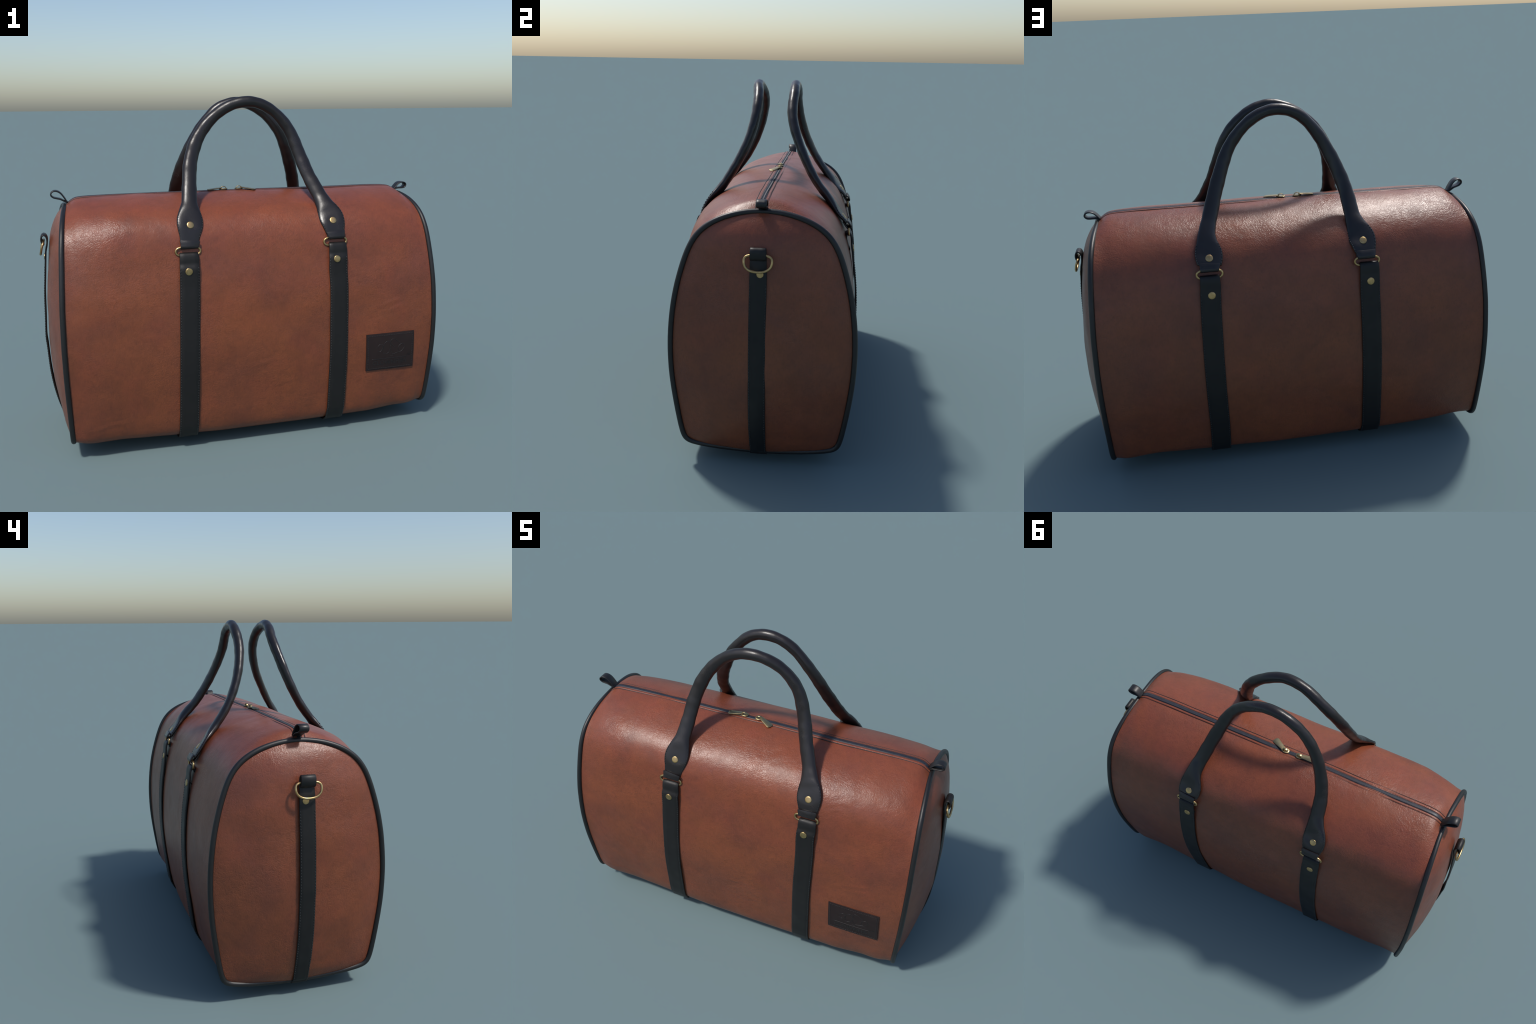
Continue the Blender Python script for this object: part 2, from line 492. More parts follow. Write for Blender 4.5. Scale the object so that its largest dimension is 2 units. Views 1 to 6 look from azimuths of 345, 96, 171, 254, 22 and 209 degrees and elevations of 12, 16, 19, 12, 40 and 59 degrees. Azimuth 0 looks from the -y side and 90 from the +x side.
def side_index(side, z, x):
    """Section index on the flank where the wall at length x has height z."""
    lo, hi = (idx_of(side, y=.12), idx_of(side, z=.13))
    if side < 0 and lo < hi:
        lo += NC
    ii = np.linspace(lo, hi, 600)
    P = wall(ii, np.full(600, x))
    return float(ii[np.abs(P[:, 2] - z).argmin()])

# ------------------------------------------------------------------ main panel (front, top, back and bottom in one)
def build_main_panel():
    u = np.concatenate([np.linspace(-1, -.86, 34), np.linspace(-.86, .86, 190)[1:-1], np.linspace(.86, 1, 34)])
    ii = np.arange(0, NC, 2.0)
    nu, ni = len(u), len(ii)
    c, n = section(ii)
    ex = edge_x(c[:, 1])
    V = np.zeros((nu, ni, 3))
    for a, uu in enumerate(u):
        x = uu * ex
        P = wall(ii, x)
        fade = min(1.0, (1 - abs(uu)) / .08)
        w = np.array([wrinkle(p) for p in P]) * fade
        P[:, 1:] += n * w[:, None]
        # seams beside the zip: two shallow grooves running the length
        s = np.where(ii > NC / 2, ii - NC, ii)
        V[a] = P
    F = []
    for a in range(nu - 1):
        for k in range(ni):
            l = (k + 1) % ni
            F.append((a * ni + k, (a + 1) * ni + k, (a + 1) * ni + l, a * ni + l))
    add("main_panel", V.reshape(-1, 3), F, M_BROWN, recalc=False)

build_main_panel()

# ------------------------------------------------------------------ end panels and piping
BZ = [.04, .106, .221, .352, .48, .613, .744, .855, .923, .99, 1.053, 1.10, 1.139, 1.17]
BV = [.0, .030, .054, .069, .0755, .073, .0685, .066, .062, .055, .046, .034, .021, .0]
BVR = [.0, .030, .054, .069, .0755, .073, .0685, .066, .062, .055, .0465, .032, .0145, .0]
def bulge(y, z, sign):
    w = np.interp(z, np.sort(CTR[:NC // 2 + 1, 1]), np.ones(NC // 2 + 1))
    half = CTR[5:NC // 2 - 4]
    o = np.argsort(half[:, 1])
    hw = np.interp(z, half[o, 1], half[o, 0])
    t = np.clip(np.abs(y + .0) / np.maximum(hw, .02), 0, 1)
    return softinterp(z, BZ, BVR if sign > 0 else BV) * (1.10 if sign > 0 else 1.0) * (1 - t ** 2.3)

def end_point(y, z, sign):
    x = edge_x(z) - .002 + bulge(y, z, sign)
    k = mnoise.noise(Vector((y * 5.5 + sign * 3, z * 5.0, 2.2))) * .0075 + mnoise.noise(Vector((y * 13, z * 12, sign * 5.0))) * .0012
    return (sign * (x + k * min(1.0, bulge(y, z, sign) / .03)), y, z)

def build_end(sign):
    rings = np.linspace(1, 0, 56)[:-1] ** 1.0
    ring = CTR[::4]
    m = len(ring)
    cz = .60
    V, F = [], []
    for t in rings:
        for (y, z) in ring:
            # contract towards a vertical spine so that the grid follows the tall shape
            zc = cz + np.clip(z - cz, -.30, .30)
            V.append(end_point(y * t, zc + (z - zc) * t, sign))
    for a in range(len(rings) - 1):
        for k in range(m):
            l = (k + 1) % m
            q = (a * m + k, a * m + l, (a + 1) * m + l, (a + 1) * m + k)
            F.append(q[::-1] if sign > 0 else q)
    # close the middle seam between mirrored points of the innermost ring
    last = (len(rings) - 1) * m
    for k in range(0, m // 2):
        a, b = last + k, last + (m - k) % m
        c, d = last + (k + 1) % m, last + (m - k - 1) % m
        q = [a, c, d, b]
        q = list(dict.fromkeys(q))
        if len(q) > 2:
            F.append(tuple(q[::-1] if sign > 0 else q))
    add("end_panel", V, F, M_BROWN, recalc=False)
    ctr = CTR[::3]
    P = np.stack([sign * edge_x(ctr[:, 1]), ctr[:, 0], ctr[:, 1]], 1)
    P = (P + np.roll(P, 1, 0) + np.roll(P, -1, 0)) / 3
    v, f = tube(P, PIPE_R + .0012, 14, True, ref=(1, 0, 0))
    add("piping", v, f, M_PIPE)

for sg in (1, -1):
    build_end(sg)

# ------------------------------------------------------------------ stitches along a strip
def stitches(path, wdir, nrm, half, pitch, inset=.008, lift=.0, r=.0013, span=None):
    """Short threads along both edges of a strip; nrm is the outward side."""
    s = arclen(path)
    parts = []
    a, b = span or (0, s[-1])
    k = a
    while k + pitch * .62 < b:
        def at(q):
            p = np.array([np.interp(q, s, path[:, j]) for j in range(3)])
            w = unit(np.array([np.interp(q, s, wdir[:, j]) for j in range(3)]))
            n = unit(np.array([np.interp(q, s, nrm[:, j]) for j in range(3)]))
            return p, w, n
        p0, w0, n0 = at(k)
        p1, w1, n1 = at(k + pitch * .62)
        for e in (-1, 1):
            parts.append(capsule(p0 + w0 * e * (half - inset) + n0 * lift, p1 + w1 * e * (half - inset * 0.72) + n1 * lift, r, 5))
        k += pitch
    return join(parts)

# ------------------------------------------------------------------ side straps, rings, rivets
STRAP_T = .0085
RING_Z = .980
RIVET = .0172

def build_ring(name, center, wdir, hdir, hw, hh, r, power=2.6, flat_top=0.0):
    t = np.linspace(0, 2 * math.pi, 72, endpoint=False)
    c, s = np.cos(t), np.sin(t)
    px = hw * np.sign(c) * np.abs(c) ** (2 / power)
    py = hh * np.sign(s) * np.abs(s) ** (2 / power)
    if flat_top:
        py = np.where(py > 0, np.minimum(py, hh * flat_top), py)
    P = np.asarray(center)[None] + px[:, None] * np.asarray(wdir)[None] + py[:, None] * np.asarray(hdir)[None]
    P = resample(P, 72, True)
    P = (np.roll(P, 1, 0) + P * 2 + np.roll(P, -1, 0)) / 4
    v, f = tube(P, r, 12, True, ref=np.cross(wdir, hdir))
    return add(name, v, f, M_BRASS)

# centre of each strap along the height, front then back (the same strap runs under the bag from front to back)
STRAPS = {
    "left": dict(front=[(.96, -.335), (.82, -.338), (.64, -.345), (.48, -.350), (.31, -.354), (.13, -.358)],
                 back=[(.96, -.343), (.83, -.341), (.67, -.343), (.51, -.346), (.32, -.350), (.12, -.353)]),
    "right": dict(front=[(.96, .391), (.86, .388), (.77, .392), (.67, .392), (.57, .390), (.40, .390), (.21, .388)],
                  back=[(.96, .382), (.83, .388), (.75, .390), (.60, .392), (.43, .391), (.24, .386)]),
}
def strap_x(which, side, z):
    k = np.array(STRAPS[which]["front" if side < 0 else "back"])
    o = np.argsort(k[:, 0])
    return float(np.interp(z, k[o, 0], k[o, 1]))

RING_Y = {-1: .366, 1: .359}
RINGS = {("left", -1): (-.338, .977), ("right", -1): (.381, .983), ("right", 1): (.382, .986), ("left", 1): (-.334, .980)}

def loop_over_bar(side, x, zbar):
    """Upper end of a side strap: the outer layer bulges over the lower bar of the ring and tucks in behind (from behind, over, to the front)."""
    yb = RING_Y[side]
    pts = [(.0060, -.074), (-.003, -.060), (-.0085, -.040), (-.0115, -.020), (-.0105, -.004), (-.005, .0085), (.002, .0105), (.0085, .0065), (.0125, -.004), (.0155, -.020), (.0165, -.038)]
    return [(x, side * (yb + a), zbar + b) for a, b in pts]

def build_strap(which):
    flank = {}
    for side in (-1, 1):
        xr, zr = RINGS[(which, side)]
        zbar = zr - .0197
        loop = loop_over_bar(side, strap_x(which, side, .95), zbar)
        zs = np.concatenate([np.linspace(zbar - .062, .19, 34), np.linspace(.175, .13, 6)])
        pts = []
        for z in zs:
            x = strap_x(which, side, z)
            i = side_index(side, z, x)
            d = .0065 + .0105 * smooth01((z - .80) / .13) + .0015 * math.sin(z * 9 + side)
            pts.append(wall(i, x, d))
        flank[side] = (loop, pts)
    # across the bottom, from front to back
    x0, x1 = strap_x(which, -1, .13), strap_x(which, 1, .13)
    i0 = side_index(-1, .13, x0) - 10
    i1 = side_index(1, .13, x1) + 10
    bot = []
    for t in np.linspace(0, 1, 46):
        i = (i0 % NC) * (1 - t) + i1 * t
        x = x0 * (1 - t) + x1 * t
        edge = math.exp(-((t - .07) / .05) ** 2) + math.exp(-((t - .93) / .05) ** 2)
        bot.append(wall(i, x, .0058 + .004 * edge))
    path = np.array(list(flank[-1][0]) + flank[-1][1] + bot + flank[1][1][::-1] + list(flank[1][0])[::-1], float)
    path = resample(spline(path, 4), 330)
    n = len(path)
    wd = np.tile([1.0, 0, 0], (n, 1))
    s = arclen(path)
    edge = np.minimum(s, s[-1] - s)
    width = .0925 - .007 * smooth01((.16 - edge) / .08) * (edge > .04)
    width = np.interp(edge, [0, .07, .10, .13, .22], [.082, .084, .087, .0905, .0925])
    T = tangents(path)
    Wd = unit(wd - (wd * T).sum(1)[:, None] * T)
    nr = np.cross(T, Wd)
    ctr = np.array([0, 0, .55])
    flip = np.sign((nr * (path - ctr)).sum(1))
    mid = flip[n // 2]
    nr = nr * mid
    v, f = ribbon(path, wd, width, STRAP_T)
    st = add("strap", v, f, M_STRAP, angle=50)
    keep = (edge > .165)
    v, f = stitches(path[keep], wd[keep], nr[keep], .0925 / 2, .0128, inset=.0052, lift=STRAP_T * .44, r=.0021)
    add("strap_stitching", v, f, M_THREAD, parent=st, kind="stuff")
    for side in (-1, 1):
        xr, zr = RINGS[(which, side)]
        build_ring("ring", (xr, side * RING_Y[side], zr), (1, 0, 0), unit((0, -side * .06, 1)), .0572, .0213, .0051, 2.5)
        zz = {("left", -1): .8894, ("right", -1): .8979, ("right", 1): .8981, ("left", 1): .8926}[(which, side)]
        xx = {("left", -1): -.341, ("right", -1): .381, ("right", 1): .380, ("left", 1): -.344}[(which, side)]
        sel = (path[:, 1] * side > 0) & (nr[:, 1] * side > .5)
        j = np.where(sel)[0][np.abs(path[sel, 2] - zz).argmin()]
        p = path[j] + nr[j] * STRAP_T * .5
        p[0] = xx
        v, f = disc(p, nr[j], RIVET, .0038)
        add("rivet", v, f, M_BRASS, angle=40)

for w in ("left", "right"):
    build_strap(w)

# ------------------------------------------------------------------ carrying handles
ARCH = {
    -1: [(-.298, -.218, 1.250), (-.2785, -.1605, 1.370), (-.2335, -.126, 1.480), (-.157, -.112, 1.572), (-.062, -.122, 1.632), (.040, -.127, 1.645),
         (.145, -.114, 1.600), (.226, -.116, 1.510), (.268, -.142, 1.400), (.305, -.196, 1.282), (.345, -.252, 1.186)],
    1: [(-.303, .235, 1.150), (-.290, .159, 1.260), (-.246, .099, 1.394), (-.171, .067, 1.533), (-.083, .066, 1.622), (.017, .062, 1.646),
        (.117, .063, 1.613), (.227, .063, 1.502), (.298, .114, 1.354), (.354, .199, 1.202), (.378, .262, 1.130)],
}
TAB = {("left", -1): ((-.319, -.3423, 1.0934), (-.331, 1.022)), ("right", -1): ((.3793, -.3473, 1.0808), (.385, 1.024)),
       ("right", 1): ((.3761, .3346, 1.0556), (.381, 1.018)), ("left", 1): ((-.3284, .3249, 1.0662), (-.330, 1.016))}

def tab_points(which, side):
    """Flat end of a handle: rivet place, the bar of the ring it is folded round, and the lower end between them."""
    (rx, ry, rz), (fx, fz) = TAB[(which, side)]
    xr, zr = RINGS[(which, side)]
    rivet = np.array([rx, ry, rz])
    bar = np.array([fx, side * RING_Y[side], zr + .0212])
    D = unit(bar - rivet)                                       # down along the tab
    B = np.array([0.0, side, 0.0])
    B = unit(B - (B @ D) * D)                                   # outward face
    D = unit(bar - (rivet - B * .0125))
    B = unit(B - (B @ D) * D)
    top = rivet - B * .0115
    foot = bar - D * .020
    midp = top * .45 + foot * .55 + B * .0015
    return foot, midp, top, rivet, bar, D, B

def build_handle(side):
    footL, midL, topL, rivL, barL, DL, BL = tab_points("left", side)
    footR, midR, topR, rivR, barR, DR, BR = tab_points("right", side)
    ctrl = [footL, midL, topL] + ARCH[side] + [topR, midR, footR]
    path = relax(resample(even_spline(ctrl), 280), 18)
    s = arclen(path)
    sL = s[np.linalg.norm(path - topL, axis=1).argmin()]
    sR = s[np.linalg.norm(path - topR, axis=1).argmin()]
    e = np.where(s < s[-1] / 2, s - sL, sR - s)            # distance up from the rivet
    half_len = s[-1] / 2
    wid = softinterp(e, [-.08, -.062, -.035, -.01, .02, .045, .075, .105, .14, .22, .40, .55, .62], [.086, .089, .106, .121, .126, .120, .099, .081, .0735, .070, .0665, .058, .053], .010)
    thk = softinterp(e, [-.08, -.05, -.02, .0, .026, .052, .078, .12, .22, .45, .60], [.011, .0145, .0205, .0225, .0215, .0255, .0365, .0395, .0410, .046, .050], .005)
    dent = .0046 * np.exp(-(e / .019) ** 2)
    T = tangents(path)
    ref = np.tile([0.0, side, 0.0], (len(path), 1))
    B = unit(ref - (ref * T).sum(1)[:, None] * T)          # outward face of the handle
    W = np.cross(B, T)
    m = 28
    a = np.linspace(0, 2 * math.pi, m, endpoint=False)
    S = np.zeros((len(path), m, 3))
    for k in range(len(path)):
        flat = smooth01((.12 - e[k]) / .10)
        pw = 2.0 + .55 * flat
        c, sn = np.cos(a), np.sin(a)
        x = np.sign(c) * np.abs(c) ** (2 / pw) * wid[k] / 2
        y = np.sign(sn) * np.abs(sn) ** (2 / pw) * thk[k] / 2
        wob = 1 + .02 * math.sin(k * .33) * (1 - flat) + .012 * math.sin(k * .71 + 1) * (1 - flat)
        y = y - (y > 0) * dent[k] * np.exp(-(x / .019) ** 2)
        S[k] = path[k] + (x * wob)[:, None] * W[k] + (y * wob)[:, None] * B[k]
    v, f = sweep(path, S)
    hd = add("handle", v, f, M_HANDLE)
    # seam of two layers along the edge of each flat end
    parts = []
    for lo, hi in ((sL - .055, sL + .07), (sR - .07, sR + .055)):
        for sgn in (-1, 1):
            q = np.linspace(lo, hi, 21)
            P = []
            for t in q:
                k = int(np.abs(s - t).argmin())
                P.append(path[k] + W[k] * sgn * (wid[k] / 2 - .0045) + B[k] * thk[k] * .30)
            P = np.array(P)
            for j in range(0, 20, 2):
                parts.append(capsule(P[j], P[j] + (P[j + 1] - P[j]) * 1.2, .0016, 5))
    v, f = join(parts)
    add("handle_stitching", v, f, M_THREAD, parent=hd, kind="stuff")
    for foot, top, bar, D_, B_ in ((footL, topL, barL, DL, BL), (footR, topR, barR, DR, BR)):
        j = int(np.linalg.norm(path - top, axis=1).argmin())
        v, f = disc(path[j] + B[j] * (thk[j] / 2 - .0040), B[j], RIVET, .0042)
        add("rivet", v, f, M_BRASS, angle=40)
        # leather end folded round the upper bar of the ring
        r = .0096
        pts = [foot - B_ * .0075 - D_ * .012, foot - B_ * .0095 + D_ * .004]
        for t in np.linspace(-90, 90, 9):
            t = math.radians(t)
            pts.append(bar + D_ * (r * math.cos(t) - .0015) + B_ * r * math.sin(t))
        pts += [foot + B_ * .0110 + D_ * .006, foot + B_ * .0106 - D_ * .0035]
        P = resample(spline(pts, 8), 48)
        tt = np.linspace(0, 1, 48)
        v, f = ribbon(P, (1, 0, 0), np.interp(tt, [0, .3, .52, .75, 1], [.086, .084, .079, .085, .094]), .0072)
        add("handle_loop", v, f, M_HANDLE, parent=hd, angle=50)

for sd in (-1, 1):
    build_handle(sd)

# ------------------------------------------------------------------ straps and D rings on the ends
def build_end_strap(sign):
    if sign < 0:
        yk = [(.05, -.005), (.085, -.006), (.31, -.0085), (.69, -.0115), (.87, -.0105), (1.04, -.012)]
        xs = [(.09, .926), (.145, .942), (.203, .959), (.279, .975), (.363, .986), (.48, .993), (.534, .9965), (.631, .993), (.745, .989), (.822, .983), (.93, .9745)]
    else:
        yk = [(.05, -.008), (.081, -.0085), (.23, -.0105), (.70, -.0125), (.88, -.0115), (1.04, -.0135)]
        xs = [(.09, .928), (.145, .947), (.215, .966), (.30, .981), (.381, .990), (.50, .993), (.62, .991), (.70, .989), (.813, .984), (.905, .977)]
    yk = np.array(yk)
    yy = lambda z: float(np.interp(z, yk[:, 0], yk[:, 1]))
    xs = [(z, x - STRAP_T * .45) for z, x in xs]
    low = [(.058, .893), (.066, .905), (.075, .915)]
    up = [(.955, .9675), (.985, .9605), (1.010, .9590), (1.026, .9645), (1.031, .9745), (1.024, .9835), (1.008, .9865), (.993, .9830), (.984, .9765)]
    pts = [(sign * x, yy(z), z) for z, x in low + xs + up]
    path = resample(spline(pts, 12), 190)
    v, f = ribbon(path, (0, 1, 0), np.interp(path[:, 2], [.04, .2, .9, 1.03], [.069, .074, .0725, .066]), STRAP_T * .9)
    st = add("end_strap", v, f, M_STRAP, angle=50)
    s = arclen(path)
    sel = np.arange(len(path))
    top = int(np.argmax(path[:, 2]))
    ok = (sel < top) & (path[:, 2] > .075) & (path[:, 2] < .89)
    T = tangents(path)
    wd = np.tile([0, 1.0, 0], (len(path), 1))
    nr = np.cross(T, wd)
    nr *= np.sign(nr[:, 0] * sign)[:, None]
    v, f = stitches(path[ok], wd[ok], nr[ok], .0365, .0128, inset=.0052, lift=STRAP_T * .40, r=.0020)
    add("strap_stitching", v, f, M_THREAD, parent=st, kind="stuff")
    # sleeve that binds the strap's lower end to the piping
    ys = np.linspace(-.037, .037, 9) + yy(.06)
    q = np.array([(sign * edge_x(z_), y_, z_) for y_, z_ in ((y_, float(np.interp(abs(y_), [0, .12, .24], [.064, .067, .078]))) for y_ in ys)])
    v, f = tube(q, PIPE_R + .0042, 14, ref=(1, 0, 0))
    add("piping_sleeve", v, f, M_STRAP, parent=st)
    yc = -.0125
    # D ring hanging from the loop
    t = np.linspace(0, 2 * math.pi, 90, endpoint=False)
    c, sn = np.cos(t), np.sin(t)
    py = .058 * np.sign(c) * np.abs(c) ** .86
    pz = np.where(sn > 0, .027 * np.abs(sn) ** .50, -.041 * np.abs(sn) ** .92)
    zc = .977
    P = np.stack([np.zeros(90), py + yc, zc + pz], 1)
    P[:, 0] = sign * np.interp(P[:, 2], [.93, .977, 1.005], [.9945, .985, .9745])
    P = resample(P, 90, True)
    for _ in range(2):
        P = (np.roll(P, 1, 0) + 2 * P + np.roll(P, -1, 0)) / 4
    v, f = tube(P, .0053, 12, True, ref=(1, 0, 0))
    add("d_ring", v, f, M_BRASS)
    j = int(np.where(sel < top)[0][np.abs(path[:top, 2] - .922).argmin()])
    v, f = disc(path[j] + nr[j] * STRAP_T * .45 + np.array([0, .008, 0]), nr[j], .0148, .0030)
    add("rivet", v, f, M_BRASS, angle=40)

for sg in (-1, 1):
    build_end_strap(sg)

# ------------------------------------------------------------------ zip along the top
PER = float(np.linalg.norm(CTR[1] - CTR[0]))
def top_strip(y0, y1, d_edge, d_mid, x_end=.862, n=170, m=7):
    """Long thin raised strip lying on the top of the bag between two offsets from the middle."""
    u = np.concatenate([np.linspace(-1, -.85, 26), np.linspace(-.85, .85, n - 50)[1:-1], np.linspace(.85, 1, 26)])
    S = []
    for uu in u:
        x = uu * x_end
        wob = .0012 * math.sin(uu * 9) + .0006 * math.sin(uu * 23)
        row = []
        for t in np.linspace(0, 1, m):
            y = y0 + (y1 - y0) * t + wob
            d = d_edge + (d_mid - d_edge) * (1 - (2 * t - 1) ** 4)
            row.append(wall(y / PER, x, d))
        for t in np.linspace(1, 0, 3):
            row.append(wall((y0 + (y1 - y0) * t + wob) / PER, x, -.004))
        S.append(row)
    return sweep(u, np.array(S))

ZY = -.0135
v, f = top_strip(ZY - .0095, ZY + .0095, .0012, .0026)
ZIP = add("zipper", v, f, M_TAPE)
# the two rows of interlocked coil teeth along the middle of the tape
parts = []
xx = -.845
while xx < .846:
    for e in (-1, 1):
        p = wall((ZY + e * .0035) / PER, xx, .0020)
        q = wall((ZY + e * .0035 + .0048 * e) / PER, xx + .0006, .0018)
        parts.append(capsule(p - (q - p) * .5, q, .00135, 5))
        xx += .0024
v, f = join(parts)
add("zipper_teeth", v, f, M_TEETH, parent=ZIP, kind="stuff")
parts = []  # row of pale glossy beads modelled for the sun sparkle along the coil
xx = -.835
while xx < .836:
    p = wall((ZY - .0082) / PER, xx, .0026)
    q = wall((ZY - .0062) / PER, xx + .0008 * math.sin(xx * 700), .0036)
    parts.append(capsule(p, q, .00125, 5))
    xx += .0046
v, f = join(parts)
add("zipper_glint_beads", v, f, M_BEAD, parent=ZIP, kind="stuff")
for nm, a, b, h in (("zip_facing", -.0365, -.0240, .0024), ("zip_facing", -.0030, .0085, .0024)):
    v, f = top_strip(a, b, .0008, h)
    add(nm, v, f, M_BROWN)
for a, w_, h in ((-.0388, .0042, .0022), (.0102, .0020, .0018), (-.0018, .0014, .0030)):
    v, f = top_strip(a - w_ / 2, a + w_ / 2, .0006, h, m=5)
    add("zip_seam", v, f, M_SEAM)

def box_bevel(outline, thick, z0, frame):
    """Flat plate from a 2D outline, with a chamfered rim, placed with frame = (origin, xdir, ydir, zdir)."""
    o, ax, ay, az = [np.asarray(q, float) for q in frame]
    ol = np.asarray(outline, float)
    c = ol.mean(0)
    layers = [(.90, 0), (1, thick * .3), (1, thick * .7), (.90, thick)]
    V, F = [], []
    m = len(ol)
    for k, z in layers:
        for p in ol:
            q = c + (p - c) * k
            V.append(o + ax * q[0] + ay * q[1] + az * (z0 + z))
    for a in range(3):
        for k in range(m):
            l = (k + 1) % m
            F.append((a * m + k, a * m + l, (a + 1) * m + l, (a + 1) * m + k))
    F.append(tuple(3 * m + k for k in range(m)))
    F.append(tuple(reversed(range(m))))
    return V, F

def slider(x, direction, tip, tip_rise):
    """Zip slider: body, bridge and pull tab that points to tip (x, y)."""
    o = wall(ZY / PER, x, .0045)
    up = np.array([0, 0, 1.0])
    ax = np.array([direction, 0, 0.0])
    ay = np.cross(up, ax)
    th = np.linspace(0, 2 * math.pi, 28, endpoint=False)
    ol = [(.0215 * math.cos(t), .0145 * math.copysign(abs(math.sin(t)) ** .8, math.sin(t)) * (1.0 - .18 * math.cos(t))) for t in th]
    body = box_bevel(ol, .0050, 0, (o, ax, ay, up))
    t = np.linspace(-.12, math.pi + .12, 22)
    br = np.stack([np.cos(t) * .0150, np.zeros(22), .0035 + np.sin(t) * .0115], 1)
    bridge = ribbon(np.array([o + ax * p[0] + up * p[2] for p in br]), (0, 1, 0), .0115 - .003 * np.abs(np.cos(t)), .0032)
    sl = add("zip_slider", *join([body, bridge]), M_ZIPBRASS, parent=ZIP, angle=40)
    start = o + ax * .008 + up * .0085
    end = np.array([tip[0], tip[1], wall(tip[1] / PER, tip[0])[2] + tip_rise])
    d = unit(end - start)
    w = unit(np.cross(up, d))
    nn = np.cross(d, w)
    L = float(np.linalg.norm(end - start))
    th = np.linspace(-math.pi / 2, math.pi / 2, 15)
    tipc = [(L - .013 + .013 * max(math.cos(t), 0) ** .7, .0170 * math.copysign(abs(math.sin(t)) ** .7, math.sin(t))) for t in th]
    ol = [(0, -.0080), (.004, -.0110), (.026, -.0130)] + tipc + [(.026, .0130), (.004, .0110), (0, .0080)]
    add("zip_pull", *box_bevel(ol, .0040, -.002, (start, d, w, nn)), M_ZIPBRASS, parent=ZIP, angle=40)

slider(-.0890, -1, (-.172, -.026), .0065)
slider(-.0080, 1, (.070, -.054), .0060)

# leather loops that close the ends of the zip
def zip_tab(sign):
    if sign < 0:
        pts = [(-.855, 1.183), (-.859, 1.188), (-.868, 1.2045), (-.882, 1.224), (-.897, 1.2345), (-.913, 1.2365), (-.9255, 1.229), (-.9275, 1.217), (-.917, 1.2065), (-.902, 1.2015), (-.886, 1.197), (-.870, 1.188), (-.858, 1.1815)]
        y0, y1 = .000, -.012
    else:
        pts = [(.855, 1.183), (.859, 1.188), (.868, 1.199), (.881, 1.211), (.896, 1.2165), (.911, 1.2155), (.9215, 1.208), (.9220, 1.197), (.912, 1.1880), (.898, 1.1860), (.884, 1.186), (.870, 1.185), (.858, 1.1805)]
        y0, y1 = -.008, -.008
    P = []
    for x, z in pts:
        t = (abs(x) - .85) / .08
        P.append((x, y0 + (y1 - y0) * t, z))
    path = resample(spline(P, 8), 70)
    v, f = ribbon(path, (0, 1, 0), .0435, .0062)
    add("zipper_tab", v, f, M_PIPE, angle=50)

for sg in (-1, 1):
    zip_tab(sg)

# ------------------------------------------------------------------ maker's patch
P_TL, P_TR, P_BL, P_BR = (.5370, .5070), (.7990, .5070), (.5425, .3130), (.8040, .3120)
def patch_point(u, v, d):
    """u across, v down (0..1) on the patch; d off the surface."""
    x = (P_TL[0] * (1 - u) + P_TR[0] * u) * (1 - v) + (P_BL[0] * (1 - u) + P_BR[0] * u) * v
    z = (P_TL[1] * (1 - u) + P_TR[1] * u) * (1 - v) + (P_BL[1] * (1 - u) + P_BR[1] * u) * v
    j = np.interp(z, *PATCH_TABLE)
    return wall(j, x, d)
_zz = np.linspace(.27, .55, 30)
PATCH_TABLE = (_zz, np.array([side_index(-1, q, .67) for q in _zz]))
PT = .0058

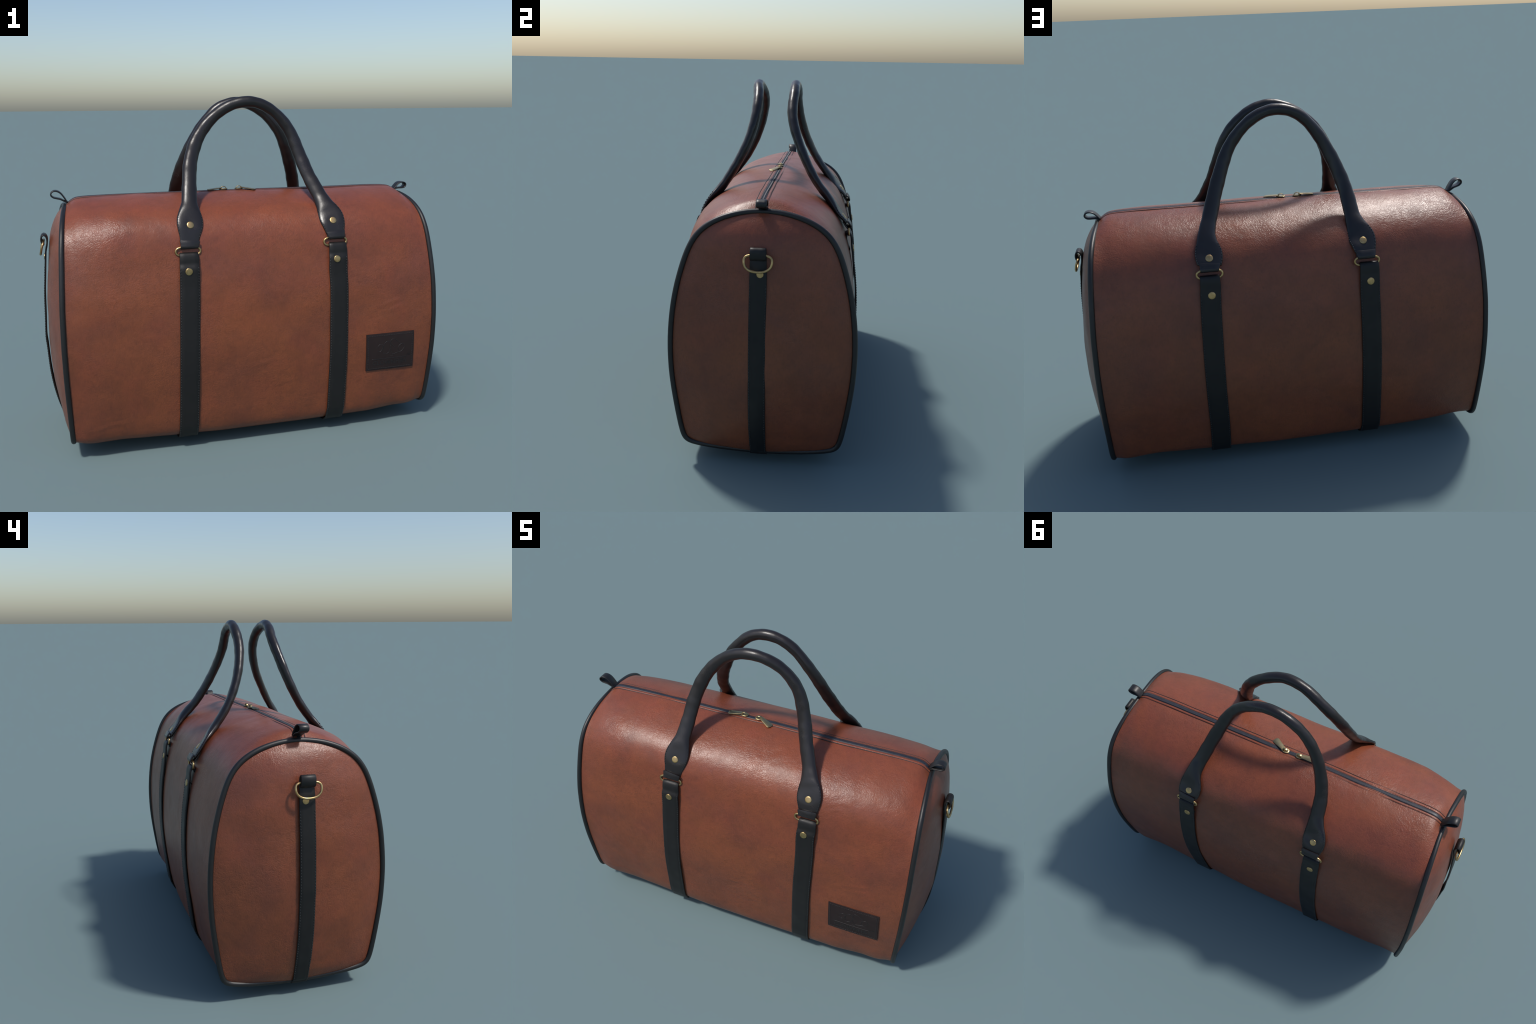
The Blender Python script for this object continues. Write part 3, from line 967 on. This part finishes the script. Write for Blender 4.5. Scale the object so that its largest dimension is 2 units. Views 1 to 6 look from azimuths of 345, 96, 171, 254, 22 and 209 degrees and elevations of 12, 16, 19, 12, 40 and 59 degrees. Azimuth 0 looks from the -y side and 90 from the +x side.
def build_patch():
    nu, nv = 32, 24
    def grid(u0, u1, v0, v1, d, dn):
        V, F = [], []
        us, vs = np.linspace(u0, u1, nu), np.linspace(v0, v1, nv)
        for lay, dd in ((0, dn), (1, d)):
            for b in vs:
                for a in us:
                    edge = min(a - u0, u1 - a) < 1e-6 or min(b - v0, v1 - b) < 1e-6
                    V.append(patch_point(a, b, dd - (.0011 if edge and lay else 0)))
        o = nu * nv
        for b in range(nv - 1):
            for a in range(nu - 1):
                i = b * nu + a
                F.append((o + i, o + i + nu, o + i + nu + 1, o + i + 1))
        rim = [a for a in range(nu)] + [b * nu + nu - 1 for b in range(1, nv)] + [(nv - 1) * nu + a for a in range(nu - 2, -1, -1)] + [b * nu for b in range(nv - 2, 0, -1)]
        for k in range(len(rim)):
            l = (k + 1) % len(rim)
            F.append((rim[k], rim[l], o + rim[l], o + rim[k]))
        return V, F
    pa = add("patch", *grid(0, 1, 0, 1, PT, -.003), M_PATCH, angle=40)
    # stitched frame
    parts = []
    def run(a, b, count):
        for k in range(count):
            t0, t1 = k / count, (k + .66) / count
            p = [a[j] + (b[j] - a[j]) * t0 for j in (0, 1)]
            q = [a[j] + (b[j] - a[j]) * t1 for j in (0, 1)]
            parts.append(capsule(patch_point(*p, PT + .0002), patch_point(*q, PT + .0002), .0016, 5))
    iu, iv = .038, .052
    run((iu, iv), (1 - iu, iv), 26)
    run((iu, 1 - iv), (1 - iu, 1 - iv), 26)
    run((iu, iv), (iu, 1 - iv), 18)
    run((1 - iu, iv), (1 - iu, 1 - iv), 18)
    add("patch_stitching", *join(parts), M_PATCHEDGE, parent=pa, kind="stuff")
    # embossed line drawing of a fish, in patch coordinates
    strokes = [
        [(.225, .46), (.275, .49), (.325, .43), (.342, .34), (.315, .29), (.265, .30), (.225, .37)],
        [(.480, .245), (.425, .225), (.375, .28), (.352, .38), (.345, .50), (.375, .555), (.455, .535), (.492, .42), (.487, .31), (.480, .245)],
        [(.492, .245), (.535, .175), (.60, .19), (.66, .245), (.70, .30)],
        [(.495, .25), (.525, .32), (.585, .40)],
        [(.497, .34), (.497, .43), (.52, .53), (.555, .585), (.64, .555), (.725, .53), (.795, .43), (.795, .37), (.76, .325), (.715, .335), (.675, .385), (.665, .455), (.685, .53)],
        [(.555, .585), (.540, .63), (.495, .625)],
        [(.12, .688), (.855, .688)],
    ]
    parts = []
    for st in strokes:
        q = spline(st, 8) if len(st) > 2 else np.linspace(st[0], st[1], 24)
        P = np.array([patch_point(a, b, PT - .0002) for a, b in q])
        parts.append(tube(P, .0013, 6, ref=(0, 1, 0)))
    add("fish_emblem", *join(parts), M_EMBOSS, parent=pa)
    # lettering, wrapped on to the patch
    def text(word, u0, u1, v0, v1):
        cu = bpy.data.curves.new("lettering", "FONT")
        cu.body = word
        cu.extrude = .02
        cu.offset = .012
        cu.resolution_u = 3
        ob = bpy.data.objects.new("lettering_source", cu)
        COL.objects.link(ob)
        dg = bpy.context.evaluated_depsgraph_get()
        me = ob.evaluated_get(dg).to_mesh()
        V = np.array([q.co[:] for q in me.vertices])
        F = [tuple(p.vertices) for p in me.polygons]
        bpy.data.objects.remove(ob)
        lo, hi = V.min(0), V.max(0)
        W = []
        for p in V:
            a = (p[0] - lo[0]) / (hi[0] - lo[0])
            b = (p[1] - lo[1]) / (hi[1] - lo[1])
            d = PT + (.0009 if p[2] > 0 else -.001)
            W.append(patch_point(u0 + (u1 - u0) * a, v1 + (v0 - v1) * b, d))
        add("lettering", W, F, M_EMBOSS, parent=pa, smooth=False)
    text("CLOWNFISH", .135, .845, .735, .855)
    text("LTD.", .865, .935, .615, .655)

build_patch()
